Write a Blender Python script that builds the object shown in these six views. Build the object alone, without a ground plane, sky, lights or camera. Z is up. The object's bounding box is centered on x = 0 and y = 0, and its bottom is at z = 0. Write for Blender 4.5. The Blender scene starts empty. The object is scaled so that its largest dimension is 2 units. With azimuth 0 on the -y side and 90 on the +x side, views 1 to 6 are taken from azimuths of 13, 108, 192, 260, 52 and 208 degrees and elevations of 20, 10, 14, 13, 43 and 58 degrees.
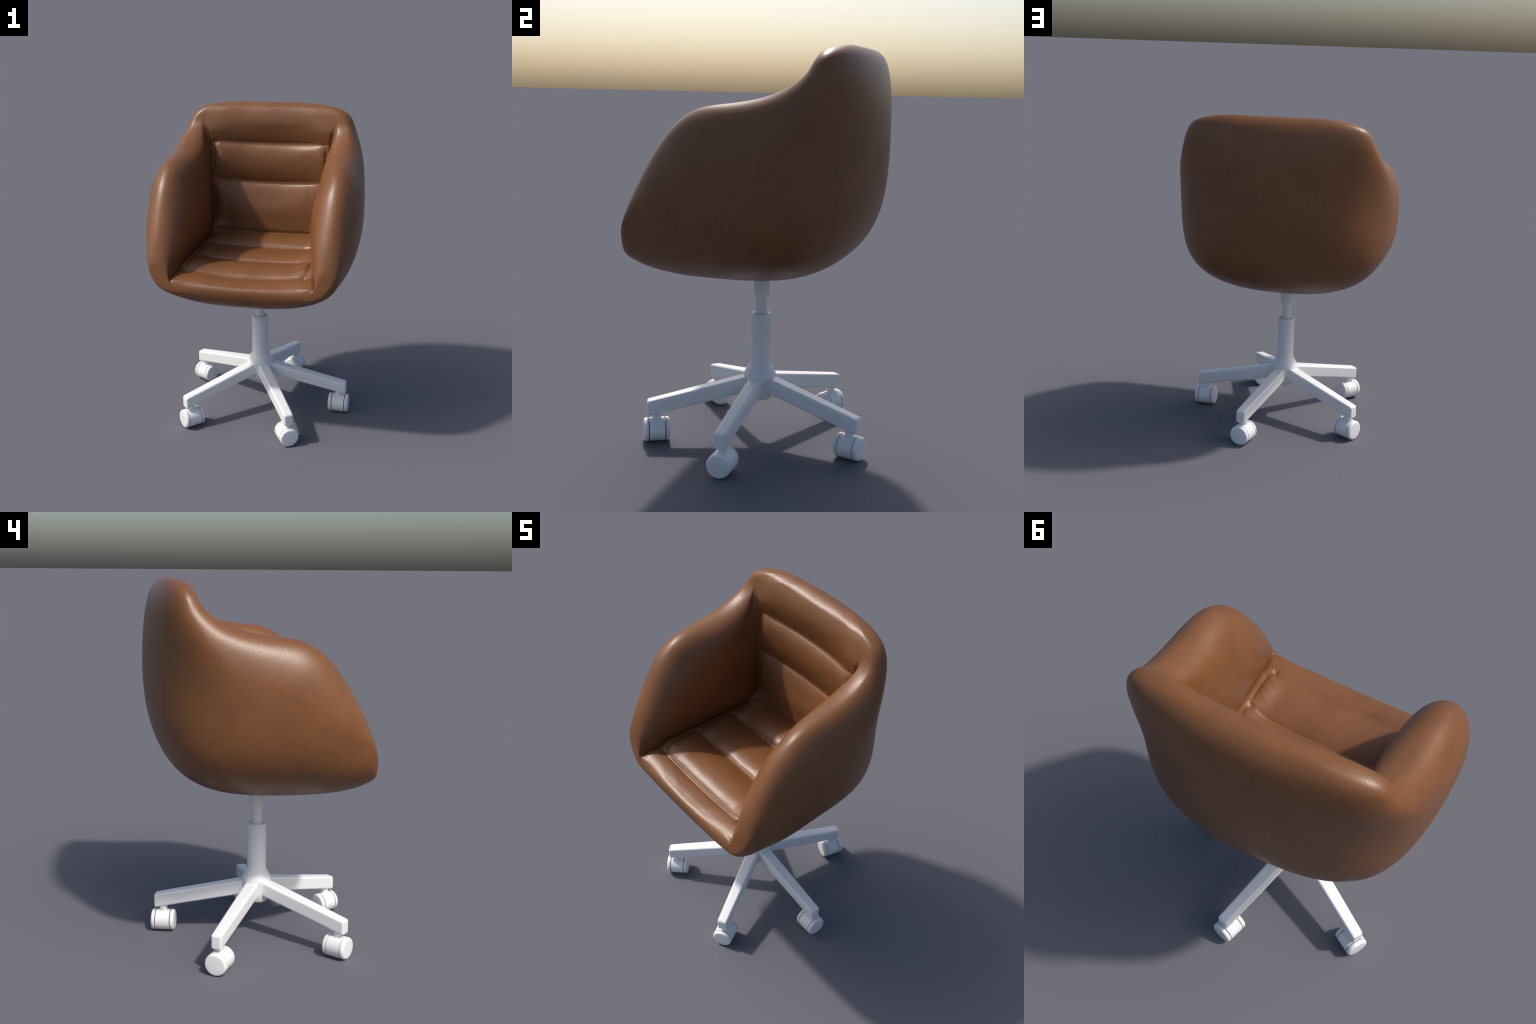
"""Swivel tub chair: a puffy leather bucket seat on a white five-leg castor base."""
import bpy, bmesh, math
import numpy as np
from mathutils import Matrix, Vector

# ------------------------------------------------------------------ helpers
def new_mesh_object(name, verts, faces, mat, parent=None, smooth=True):
    me = bpy.data.meshes.new(name)
    me.from_pydata([tuple(map(float, v)) for v in verts], [], faces)
    me.update()
    ob = bpy.data.objects.new(name, me)
    bpy.context.scene.collection.objects.link(ob)
    me.materials.append(mat)
    if smooth:
        me.polygons.foreach_set("use_smooth", [True] * len(me.polygons))
    if parent:
        ob.parent = parent
    return ob


def lathe(profile, segments=64, close=True):
    """Revolve (radius, height) pairs round z; repeated points give hard edges."""
    verts, faces = [], []
    n = len(profile)
    for r, z in profile:
        for k in range(segments):
            a = 2 * math.pi * k / segments
            verts.append((r * math.cos(a), r * math.sin(a), z))
    for i in range(n - 1):
        for k in range(segments):
            k2 = (k + 1) % segments
            faces.append((i * segments + k, i * segments + k2, (i + 1) * segments + k2, (i + 1) * segments + k))
    if close:
        faces.append(tuple(reversed(range(segments))))
        faces.append(tuple((n - 1) * segments + k for k in range(segments)))
    return verts, faces


def smooth_by_angle(ob, angle=35):
    me = ob.data
    bm = bmesh.new()
    bm.from_mesh(me)
    bmesh.ops.recalc_face_normals(bm, faces=bm.faces)
    lim = math.radians(angle)
    for e in bm.edges:
        if len(e.link_faces) == 2 and e.calc_face_angle(0) > lim:
            e.smooth = False
    bm.to_mesh(me)
    bm.free()


def knots(values, u):
    """Natural cubic spline through evenly spaced knots on 0..1."""
    kv = np.asarray(values, float)
    n = len(kv)
    h = 1.0 / (n - 1)
    A = np.zeros((n, n))
    b = np.zeros(n)
    A[0, 0] = A[-1, -1] = 2
    A[0, 1] = A[-1, -2] = 1
    b[0] = 3 * (kv[1] - kv[0]) / h
    b[-1] = 3 * (kv[-1] - kv[-2]) / h
    for i in range(1, n - 1):
        A[i, i - 1:i + 2] = 1, 4, 1
        b[i] = 3 * (kv[i + 1] - kv[i - 1]) / h
    m = np.linalg.solve(A, b)
    x = np.clip(u, 0, 1) / h
    i = np.minimum(x.astype(int), n - 2)
    t = x - i
    return kv[i] * (1 + 2 * t) * (1 - t) ** 2 + kv[i + 1] * t * t * (3 - 2 * t) + h * (m[i] * t * (1 - t) ** 2 + m[i + 1] * t * t * (t - 1))


def sstep(a, b, x):
    t = np.clip((x - a) / (b - a), 0, 1)
    return t * t * (3 - 2 * t)


def wobble(x, y, seed, octaves=3):
    """Cheap smooth random field made of sines."""
    rng = np.random.default_rng(seed)
    out = np.zeros_like(x)
    for k in range(octaves * 3):
        f = 2.0 ** (k / 3)
        a, ph = rng.uniform(0, 2 * np.pi, 2)
        out += np.sin(f * (x * np.cos(a) + y * np.sin(a)) + ph) / f
    return out / 2.5


# ---------------------------------------------------------------- materials
MARKS = (((-.155, 1.65), (.010, 1.19), .009), ((.010, 1.20), (.092, 1.055), .010), ((.148, 1.68), (.110, 1.33), .007))

def leather_material():
    mat = bpy.data.materials.new("brown_leather")
    mat.use_nodes = True
    nt = mat.node_tree
    nd, ln = nt.nodes, nt.links
    bsdf = nd["Principled BSDF"]
    tc = nd.new("ShaderNodeTexCoord")

    def noise(scale, detail=3, rough=.55, vec=None, dist=0.0):
        n = nd.new("ShaderNodeTexNoise")
        n.inputs["Scale"].default_value = scale
        n.inputs["Detail"].default_value = detail
        n.inputs["Roughness"].default_value = rough
        n.inputs["Distortion"].default_value = dist
        ln.new(vec or tc.outputs["Object"], n.inputs["Vector"])
        return n.outputs["Fac"]

    def ramp(fac, stops):
        r = nd.new("ShaderNodeValToRGB")
        e = r.color_ramp.elements
        e[0].position, e[0].color = stops[0][0], (*stops[0][1], 1)
        e[1].position, e[1].color = stops[-1][0], (*stops[-1][1], 1)
        for p, c in stops[1:-1]:
            x = e.new(p)
            x.color = (*c, 1)
        ln.new(fac, r.inputs["Fac"])
        return r.outputs["Color"]

    def mix(fac, a, b, mode="MIX"):
        m = nd.new("ShaderNodeMix")
        m.data_type, m.blend_type = "RGBA", mode
        for s, v in ((m.inputs["Factor"], fac), (m.inputs[6], a), (m.inputs[7], b)):
            if isinstance(v, (int, float)):
                s.default_value = v
            elif isinstance(v, tuple):
                s.default_value = (*v, 1)
            else:
                ln.new(v, s)
        return m.outputs[2]

    # broad cloudy mottling, then fine grain
    base = ramp(noise(5.5, 4, .55), [(.3, (.158, .0625, .0203)), (.5, (.175, .0690, .0225)), (.7, (.190, .0745, .0243))])
    grain = ramp(noise(130, 2, .6), [(.3, (.87, .875, .88)), (.7, (1.13, 1.125, 1.12))])
    col = mix(1.0, base, grain, "MULTIPLY")
    # hairline scratches: stretched noise bands
    mp = nd.new("ShaderNodeMapping")
    mp.inputs["Rotation"].default_value = (.35, .1, .2)
    mp.inputs["Scale"].default_value = (5, 5, .55)
    ln.new(tc.outputs["Object"], mp.inputs["Vector"])
    s1 = ramp(noise(3.2, 1, .4, mp.outputs["Vector"]), [(.492, (0, 0, 0)), (.5, (1, 1, 1)), (.508, (0, 0, 0))])
    s2 = ramp(noise(2.3, 2, .5), [(.54, (0, 0, 0)), (.68, (.26, .26, .26))])
    col = mix(mix(1.0, s1, s2, "MULTIPLY"), col, (.26, .135, .06))

    # two long faint rub marks down one outer side: thin bands along lines in the y-z plane
    sep = nd.new("ShaderNodeSeparateXYZ")
    ln.new(tc.outputs["Object"], sep.inputs["Vector"])

    def calc(op, a, b):
        m = nd.new("ShaderNodeMath")
        m.operation = op
        for k, v in enumerate((a, b)):
            if isinstance(v, (int, float)):
                m.inputs[k].default_value = v
            else:
                ln.new(v, m.inputs[k])
        return m.outputs[0]
    sway = calc("MULTIPLY", calc("SUBTRACT", noise(4, 2), .5), .05)
    for (y0, z0), (y1, z1), width in MARKS:
        length = math.hypot(y1 - y0, z1 - z0)
        ny, nz = -(z1 - z0) / length, (y1 - y0) / length
        ty, tz = (y1 - y0) / length, (z1 - z0) / length
        dy, dz = calc("SUBTRACT", sep.outputs["Y"], y0), calc("SUBTRACT", sep.outputs["Z"], z0)
        across = calc("ADD", calc("ADD", calc("MULTIPLY", dy, ny), calc("MULTIPLY", dz, nz)), sway)
        along = calc("ADD", calc("MULTIPLY", dy, ty), calc("MULTIPLY", dz, tz))
        band = calc("SUBTRACT", 1.0, calc("MINIMUM", calc("DIVIDE", calc("ABSOLUTE", across, 0.0), width), 1.0))
        ends = calc("MULTIPLY", calc("GREATER_THAN", along, 0.0), calc("LESS_THAN", along, length))
        mask = calc("MULTIPLY", calc("MULTIPLY", band, ends), calc("GREATER_THAN", sep.outputs["X"], .45))
        mask = calc("MULTIPLY", mask, calc("MULTIPLY", noise(14, 2), .42))
        col = mix(mask, col, (.27, .14, .06))
    ln.new(col, bsdf.inputs["Base Color"])
    rr = nd.new("ShaderNodeMapRange")
    rr.inputs["To Min"].default_value, rr.inputs["To Max"].default_value = .31, .49
    ln.new(noise(190, 1, .5), rr.inputs["Value"])
    ln.new(rr.outputs["Result"], bsdf.inputs["Roughness"])
    bsdf.inputs["Specular IOR Level"].default_value = .5
    # pebbled leather grain
    vo = nd.new("ShaderNodeTexVoronoi")
    vo.inputs["Scale"].default_value = 170
    ln.new(tc.outputs["Object"], vo.inputs["Vector"])
    bp = nd.new("ShaderNodeBump")
    bp.inputs["Strength"].default_value, bp.inputs["Distance"].default_value = .07, .003
    ln.new(vo.outputs["Distance"], bp.inputs["Height"])
    bp2 = nd.new("ShaderNodeBump")
    bp2.inputs["Strength"].default_value, bp2.inputs["Distance"].default_value = .16, .0025
    ln.new(noise(230, 1, .5), bp2.inputs["Height"])
    ln.new(bp.outputs["Normal"], bp2.inputs["Normal"])
    ln.new(bp2.outputs["Normal"], bsdf.inputs["Normal"])
    return mat


def painted_material(name, colour, rough):
    mat = bpy.data.materials.new(name)
    mat.use_nodes = True
    nt = mat.node_tree
    bsdf = nt.nodes["Principled BSDF"]
    n = nt.nodes.new("ShaderNodeTexNoise")
    n.inputs["Scale"].default_value = 9
    tc = nt.nodes.new("ShaderNodeTexCoord")
    nt.links.new(tc.outputs["Object"], n.inputs["Vector"])
    r = nt.nodes.new("ShaderNodeValToRGB")
    r.color_ramp.elements[0].color = (*[c * .985 for c in colour], 1)
    r.color_ramp.elements[1].color = (*[c * 1.01 for c in colour], 1)
    nt.links.new(n.outputs["Fac"], r.inputs["Fac"])
    nt.links.new(r.outputs["Color"], bsdf.inputs["Base Color"])
    bsdf.inputs["Roughness"].default_value = rough
    return mat


LEATHER = leather_material()
DARK = painted_material("dark_axle", (.03, .03, .032), .5)
WHITE = painted_material("white_painted_metal", (.80, .80, .80), .38)

# ------------------------------------------------------------------- chair
chair = bpy.data.objects.new("swivel_chair", None)
bpy.context.scene.collection.objects.link(chair)
chair["label"] = "brown leather tub seat on a white five-leg castor base"
chair["category"] = "office chair"

# ---- seat body ------------------------------------------------------------
# The bucket is lofted through U-shaped sections. Every section lies in a plane
# through the x direction; the planes fan out from a pivot above the front of
# the seat, from the front lip (u = 0) under and up to the top edge of the back
# (u = 1). Distances r are measured from the pivot, h upwards from the outside.
PY, PZ = -0.65, 2.05
A0, A1 = 0.0779, 1.5239                   # fan angle at lip and at top edge
R_LIP, R_TOP = 1.0470, 1.1030
R_OUT = [1.047, 1.139, 1.199, 1.276, 1.404, 1.493, 1.420, 1.309, 1.234, 1.176, 1.103]   # outside of the shell
R_RIM = [1.047, 0.900, 0.756, 0.645, 0.575, 0.561, 0.637, 0.846, 0.988, 1.025, 1.103]   # crest of the arm roll
WIDTH = [0.420, 0.562, 0.607, 0.648, 0.672, 0.674, 0.655, 0.619, 0.562, 0.474, 0.205]   # greatest half width
X_RIM = [0.372, 0.500, 0.526, 0.533, 0.535, 0.535, 0.536, 0.528, 0.514, 0.426, 0.268]   # crest of the roll
X_PAD = [0.376, 0.448, 0.427, 0.391, 0.366, 0.365, 0.389, 0.416, 0.456, 0.414, 0.267]   # fullest point of the inner arm pad
X_CREASE = [0.390, 0.440, 0.428, 0.420, 0.415, 0.405, 0.400, 0.402, 0.432, 0.425, 0.250]
K_WIDE = [0.932, 0.870, 0.729, 0.672, 0.727, 0.615, 0.714, 0.732, 0.705]   # height share of the widest point
N_LOW = [2.654, 2.646, 2.592, 2.243, 2.590, 1.866, 1.787, 1.991, 2.553]   # squareness below it
FLARE = [0.111, 0.049, -0.023, -0.101, -0.199, -0.126, -0.058, 0.020, 0.095]   # how much narrower the back of the section is
B_SIDE = [0.520, 0.524, 0.523, 0.523, 0.527, 0.509, 0.512, 0.521, 0.520]   # fullness of the roll's flank
B_TOP = [0.549, 0.545, 0.547, 0.584, 0.580, 0.525, 0.528, 0.550, 0.552]   # and of its top
SEAT_Z, BACK_Y = 1.098, 0.325           # where seat and back meet the arms
PANEL_X = 0.362                         # half width of the quilted panel
SEAT_SEAMS = (-0.430, -0.170, 0.090)    # y of the cross seams in the seat
BACK_SEAMS = (1.485, 1.744)             # z of the cross seams in the back
PUFF_SEAT, PUFF_BACK = 0.034, 0.038
ROLL_FRONT, ROLL_TOP = 0.008, 0.037

NU, NT, NX = 901, 28, 110


def bezier(p0, p1, p2, p3, t):
    q = 1 - t
    return q ** 3 * p0 + 3 * q * q * t * p1 + 3 * q * t * t * p2 + t ** 3 * p3


def soft_min(p, q, k=.012):
    return -k * np.log(np.exp(-p / k) + np.exp(-q / k))


def seat_body():
    u = np.linspace(0.004, 0.996, NU)
    a = A0 + (A1 - A0) * (1 - np.cos(np.pi * u)) / 2
    # inner surface: flat seat, flat back, both rolling over at their free edge
    c, s = np.cos(a), np.maximum(np.sin(a), 1e-3)
    r_seat, r_back = (PZ - SEAT_Z) / c, np.minimum((BACK_Y - PY) / s, 5)
    ri = -np.log(np.exp(-90 * r_seat) + np.exp(-90 * r_back)) / 90
    ri += (R_LIP - (PZ - SEAT_Z) / math.cos(A0)) * np.clip(1 - u / .27, 0, 1) ** 2.4
    ri += (R_TOP - (BACK_Y - PY) / math.sin(A1)) * np.clip(1 - (1 - u) / .30, 0, 1) ** 1.5
    # the front roll and the top roll swell up out of the outermost cross seams
    cy, cz = PY + ri * np.sin(a), PZ - ri * np.cos(a)
    uj = int(np.argmin(np.abs(cy - BACK_Y) + np.abs(cz - SEAT_Z)))
    arc = np.concatenate([[0], np.cumsum(np.hypot(np.diff(cy), np.diff(cz)))])
    end = arc[-1]
    seams = [arc[np.argmin(np.abs(cy[:uj] - y))] for y in SEAT_SEAMS] + [arc[uj]] + \
            [arc[uj + np.argmin(np.abs(cz[uj:] - z))] for z in BACK_SEAMS]
    fade = sstep(0, .10, np.minimum(u, 1 - u))
    tf, tb = np.clip((seams[0] - arc) / .20, 0, 1), np.clip((arc - seams[5]) / .22, 0, 1)
    swell = fade * (ROLL_FRONT * np.sqrt(1 - (1 - tf) ** 2) + ROLL_TOP * (1 - (1 - tb) ** 2) ** .8)
    ro = knots(R_OUT, u)
    T = np.maximum(ro - (ri - .6 * swell), 0)
    rise = ro - T - knots(R_RIM, u)
    D = .5 * (rise + np.sqrt(rise ** 2 + .012 ** 2)) * sstep(.0, .12, u) * (1 - sstep(.84, 1.0, u))
    # at both ends of the arm its inner seam runs out: the step turns into a smooth slope
    slope = sstep(.735, .90, u)
    open_front = 1 - sstep(.04, .12, u)
    slope = slope + .35 * open_front
    lift, step = D * slope, D * (1 - slope)
    H = T + D
    w, xr, xm, xc = knots(WIDTH, u), knots(X_RIM, u), knots(X_PAD, u), knots(X_CREASE, u)
    xr, xm, xc = soft_min(xr, w - .030), soft_min(xm, w - .055), soft_min(xc, w - .065)
    kh, n1 = knots(K_WIDE, u), knots(N_LOW, u)
    fl = knots(FLARE, u)
    b1, b2 = knots(B_SIDE, u), knots(B_TOP, u)
    hw, hm = kh * H, T + lift + .50 * step
    deep = .008 * sstep(.002, .07, step) * (1 - open_front)            # how far the seam sinks in
    # the edge strip beside the quilted panel rides up towards the arm
    strip = np.where(np.arange(NU) < uj, .032, .028) * sstep(0, np.where(np.arange(NU) < uj, .09, .20), np.minimum(arc - seams[0], seams[5] - arc) + .01)
    strip += .020 * np.exp(-((arc - seams[3]) / .05) ** 2)
    lo = T + lift + strip - deep
    xm = xm + open_front * (.45 * xc + .55 * xr - xm)
    th, tt = np.linspace(0, np.pi / 2, NT), np.linspace(0, 1, NT)[1:]
    X, Hh = [], []
    for t in th:                                 # outside: bottom centre to widest
        X.append(w * np.sin(t) ** (2 / n1) * (1 - fl * np.cos(t) ** (8 / n1)))
        Hh.append(hw * (1 - np.cos(t) ** (2 / n1)))
    for t in tt:                                 # widest to crest of the roll
        X.append(bezier(w, w, xr + b2 * (w - xr), xr, t))
        Hh.append(bezier(hw, hw + b1 * (H - hw), H, H, t))
    crest = len(X) - 1
    for t in tt:                                 # crest to the fullest point of the pad
        X.append(bezier(xr, xr - b2 * (xr - xm), xm, xm, t))
        Hh.append(bezier(H, H, hm + .5 * (H - hm), hm, t))
    for t in tt:                                 # and in under it to the seam
        X.append(bezier(xm, xm, xm + (xc - xm) * .25, xc, t))
        Hh.append(bezier(hm, hm - .35 * (hm - lo), lo + .3 * (1 - open_front) * (hm - lo), lo, t))
    X, Hh = np.array(X).T, np.array(Hh).T
    seam = X.shape[1] - 1
    k = np.linspace(1, 0, NX)[1:]
    k = 1 - (1 - k) ** 1.3                       # cushion: from the seam in to the centre line
    sx = xc[:, None] * np.concatenate([[1.0], k])[None, :]

    S = np.tile(arc[:, None], (1, sx.shape[1]))

    # seat and back are dished: hollow in the middle, level with the edge at the sides
    dish_at = [0, seams[0] - .10, seams[0], seams[1], seams[2], seams[3] - .06, seams[3] + .06, seams[4], seams[5], seams[5] + .13, end]
    dish_by = [0, .021, .029, .022, .021, .000, .002, .042, .056, .029, .018]
    dish = np.interp(arc, dish_at, dish_by)
    kern = np.exp(-np.linspace(-2, 2, 41) ** 2)
    dish = np.convolve(np.pad(dish, 20, mode="edge"), kern / kern.sum(), mode="valid")
    bowl = np.clip(1 - (sx / np.minimum(.41, xc)[:, None]) ** 2.6, 0, 1) ** 1.7

    # puffy quilted rolls between the seams
    puff = np.zeros_like(S)
    side = np.clip(1 - (sx / (PANEL_X + .016)) ** 8, 0, 1) ** .75
    for n, (sa, sb) in enumerate(zip(seams[:-1], seams[1:])):
        t = np.clip((S - sa) / (sb - sa), 0, 1)
        lean = (0, 0, .15, -.12, -.18)[n]
        q = 2 * np.clip(t + lean * t * (1 - t), 0, 1) - 1
        amp = PUFF_SEAT if n < 3 else PUFF_BACK
        puff += amp * np.clip(1 - np.abs(q) ** 2.2, 0, 1) ** .95 * side
    puff += .4 * swell[:, None] * np.clip(1 - (sx / .46) ** 2, 0, 1)
    # border strip beside the panel
    inner = (S > seams[0] - .01) & (S < seams[5] + .01)
    border = strip[:, None] * sstep(PANEL_X - .10, PANEL_X + .045, sx)
    # seat and back roll softly into each other and leave only a shallow fold
    rear = np.clip((S - seams[2]) / (seams[3] - seams[2]), 0, 1)
    puff += np.where(S <= seams[3], .048 * rear ** 1.6, .048 * np.exp(-((S - seams[3]) / .085) ** 1.3))
    puff += .012 * np.exp(-((S - seams[3] - .17) / .10) ** 2) * side
    puff -= .012 * np.exp(-((S - seams[3]) / .011) ** 2)
    # a thin piping bead lies in every cross seam
    for n, q in enumerate(seams):
        if n != 3:
            bead = np.exp(-((S - q) / .0055) ** 2) - .55 * np.exp(-((S - q) / .015) ** 2)
            puff += .0065 * bead * np.clip(1 - (sx / .35) ** 10, 0, 1)
    # gathers: a pucker where each seam runs out at the border
    for n, q in enumerate(seams):
        depth = (.009, .008, .008, .002, .003, .004)[n]
        puff -= depth * np.exp(-((S - q) / .020) ** 2 - ((sx - PANEL_X - .004) / .017) ** 2)
    # crumpled leather in the corner where seat, back and arm meet
    corner = np.exp(-((S - seams[3]) / .05) ** 2 - ((sx - xc[:, None]) / .05) ** 2)
    puff += .010 * corner * (.6 + wobble(S * 95, sx * 120, 3))
    gather = np.exp(-((sx - PANEL_X) / .03) ** 2) * inner
    puff += .0022 * gather * wobble(S * 60, sx * 16, 11)
    # slack leather: soft upright waves in the lower back, faint ones across the seat
    slack = np.exp(-((S - .5 * (seams[3] + seams[4]) - .05) / .11) ** 2) * side
    puff += .0032 * slack * wobble(S * 4, sx * 15, 21, 2) + .0008 * side * wobble(S * 22, sx * 18, 8, 2)
    puff += .0016 * wobble(S * 15, sx * 11, 5)
    puff = puff * sstep(-.012, .022, xc[:, None] - sx) * sstep(.002, .04, step)[:, None] + \
        puff * (1 - sstep(.002, .04, step))[:, None] * sstep(0, .12, xc[:, None] - sx)
    dc = np.clip((xc[:, None] - sx) / .022, 0, 1)
    sink = deep[:, None] * (1 - np.sqrt(1 - (1 - dc) ** 2))
    puff += border
    inner_r = (ri - .6 * swell)[:, None]
    x0 = (xc * np.where(u < .5, .76, .42))[:, None]
    Rc = inner_r - lift[:, None] * sstep(0, 1, (sx - x0) / (xc[:, None] - x0)) + (dish[:, None] * bowl - puff) * fade[:, None] + sink
    R = np.hstack([ro[:, None] - Hh[:, :-1], Rc])
    X = np.hstack([X[:, :-1], sx])
    P = np.stack([X, PY + R * np.sin(a)[:, None], PZ - R * np.cos(a)[:, None]], -1)
    return P, crest, seam, uj, u


def build_seat(parent):
    P, crest, seam, uj, u = seat_body()
    nu, nc = P.shape[:2]
    # full ring: right half columns 0..nc-1, then left half mirrored without the two centre columns
    left = P[:, nc - 2:0:-1].copy()
    left[..., 0] *= -1
    G = np.concatenate([P, left], 1)
    n = G.shape[1]
    verts = G.reshape(-1, 3)
    regions = {"seat_shell": [], "armrest": [], "armrest_left": [], "seat_cushion": [], "backrest": []}
    for i in range(nu - 1):
        for j in range(n):
            j2 = (j + 1) % n
            m = min(j, (n - j - 1))
            q = (i * n + j, (i + 1) * n + j, (i + 1) * n + j2, i * n + j2)
            if m < crest:
                k = "seat_shell"
            elif m < seam:
                k = "armrest" if j < nc else "armrest_left"
            else:
                k = "backrest" if i >= uj else "seat_cushion"
            regions[k].append(q)

    def cap(i, flip):
        # close the thin slit at the lip / top edge: zip the outer run to the inner run
        wide = NT - 1
        A = [(i * n + (j % n)) for j in range(-wide, wide + 1)]
        B = [(i * n + j) for j in range(wide, n - wide + 1)]
        B = B[::-1]
        a_i = b_i = 0
        out = []
        while a_i < len(A) - 1 or b_i < len(B) - 1:
            if b_i == len(B) - 1 or (a_i < len(A) - 1 and verts[A[a_i + 1]][0] <= verts[B[b_i + 1]][0]):
                tri = (A[a_i], A[a_i + 1], B[b_i])
                a_i += 1
            else:
                tri = (A[a_i], B[b_i + 1], B[b_i])
                b_i += 1
            if len(set(tri)) == 3:
                out.append(tri[::-1] if flip else tri)
        return out
    regions["seat_shell"] += cap(0, False) + cap(nu - 1, True)

    # one whole body first, to get continuous normals
    allf, owner = [], []
    for k, f in regions.items():
        allf += f
        owner += [k] * len(f)
    me = bpy.data.meshes.new("whole")
    me.from_pydata(verts.tolist(), [], allf)
    me.update()
    bm = bmesh.new()
    bm.from_mesh(me)
    bmesh.ops.recalc_face_normals(bm, faces=bm.faces)
    bm.to_mesh(me)
    bm.free()
    me.update()
    faces = [tuple(p.vertices) for p in me.polygons]
    vn = np.empty(len(verts) * 3, np.float32)
    me.vertices.foreach_get("normal", vn)
    vn = vn.reshape(-1, 3)
    bpy.data.meshes.remove(me)
    for k in regions:
        fs = [f for f, o in zip(faces, owner) if o == k]
        used = np.unique(np.concatenate([np.array(f) for f in fs]))
        remap = np.full(len(verts), -1)
        remap[used] = np.arange(len(used))
        ob = new_mesh_object("armrest" if k == "armrest_left" else k, verts[used], [tuple(int(remap[v]) for v in f) for f in fs], LEATHER, parent)
        ob.data.normals_split_custom_set_from_vertices([tuple(map(float, q)) for q in vn[used]])


build_seat(chair)

# ---- base -----------------------------------------------------------------
AX = Vector((0.0, -0.034, 0.0))                  # swivel axis


def base_part(name, profile, segments=64):
    v, f = lathe(profile, segments)
    ob = new_mesh_object(name, v, f, WHITE, chair)
    ob.location = AX
    smooth_by_angle(ob, 32)
    return ob


base_part("column", [(.050, .205), (.060, .207), (.066, .214), (.072, .245), (.081, .295), (.0835, .318), (.0848, .328), (.0838, .337), (.079, .348),
                     (.070, .364), (.0595, .382), (.0555, .389), (.0540, .397), (.0535, .420), (.0535, .655), (.0520, .660), (.0500, .661),
                     (.0345, .661), (.0335, .660), (.0330, .657), (.0330, .600)], 72)
base_part("gas_piston", [(.0298, .590), (.0298, .790)], 48)
base_part("piston_collar", [(.034, .7585), (.0405, .7600), (.0425, .7660), (.0425, .8600)], 48)


def leg_mesh():
    bm = bmesh.new()
    bmesh.ops.create_cube(bm, size=1)
    r0, r1 = .045, .588
    for v in bm.verts:
        out, up, side = v.co.x > 0, v.co.z > 0, 1 if v.co.y > 0 else -1
        r = r1 if out else r0
        top, bot = .326 - .215 * (r - .085), .242 - .208 * (r - .085)
        v.co = ((r, side * (.0303 if out else .0385), top if up else bot))
    bmesh.ops.bevel(bm, geom=bm.edges[:], offset=.0125, segments=5, profile=.5, affect="EDGES", clamp_overlap=True)
    me = bpy.data.meshes.new("leg")
    bm.to_mesh(me)
    bm.free()
    me.materials.append(WHITE)
    me.polygons.foreach_set("use_smooth", [True] * len(me.polygons))
    return me


def castor_meshes():
    W = .0605                                     # wheel radius
    def solid(name, profile, seg, axis_x=True, mat=WHITE):
        v, f = lathe(profile, seg)
        me = bpy.data.meshes.new(name)
        me.from_pydata(v, [], f)
        if axis_x:
            me.transform(Matrix.Rotation(math.radians(90), 4, "Y"))
        me.materials.append(mat)
        me.polygons.foreach_set("use_smooth", [True] * len(me.polygons))
        bm = bmesh.new()
        bm.from_mesh(me)
        bmesh.ops.recalc_face_normals(bm, faces=bm.faces)
        for e in bm.edges:
            if len(e.link_faces) == 2 and e.calc_face_angle(0) > math.radians(32):
                e.smooth = False
        bm.to_mesh(me)
        bm.free()
        return me
    barrel = solid("castor", [(W - .001, -.0400), (W, -.0390), (W, .0390), (W - .001, .0400)], 40)
    capp = [(.030, .0448), (W - .0010, .0448), (W, .0458), (W, .0540)]
    for k in range(1, 7):
        t = math.pi / 2 * k / 6
        capp.append((W - .0130 * (1 - math.cos(t)), .0540 + .0130 * math.sin(t)))
    wheel_cap = solid("wheel_cap", capp, 56)
    axle = solid("axle", [(.050, -.050), (.050, .050)], 32, mat=DARK)
    stem = solid("stem", [(.0225, -.030), (.0225, .046)], 32, axis_x=False)
    return barrel, wheel_cap, axle, stem


LEG = leg_mesh()
BARREL, CAP, AXLE, STEM = castor_meshes()
WHEEL_Z, WHEEL_R = .0605, .5380


def put(name, mesh, parent, loc=(0, 0, 0), rot=0.0):
    ob = bpy.data.objects.new(name, mesh)
    bpy.context.scene.collection.objects.link(ob)
    ob.parent = parent
    ob.location = loc
    ob.rotation_euler = (0, 0, rot)
    return ob


for k in range(5):                                # the legs sit 75 degrees apart, one gap is narrower
    ang = math.radians(75 * k)
    leg = put("leg", LEG, chair, AX, ang)
    leg.modifiers.new("even_shading", "WEIGHTED_NORMAL").keep_sharp = True
    c = put("castor", BARREL, chair, AX + Vector((WHEEL_R * math.cos(ang), WHEEL_R * math.sin(ang), WHEEL_Z)), ang)
    put("wheel_cap", CAP, c)
    put("wheel_cap", CAP, c, rot=math.pi)
    put("axle", AXLE, c)
    put("stem", STEM, c, (0, 0, .06))
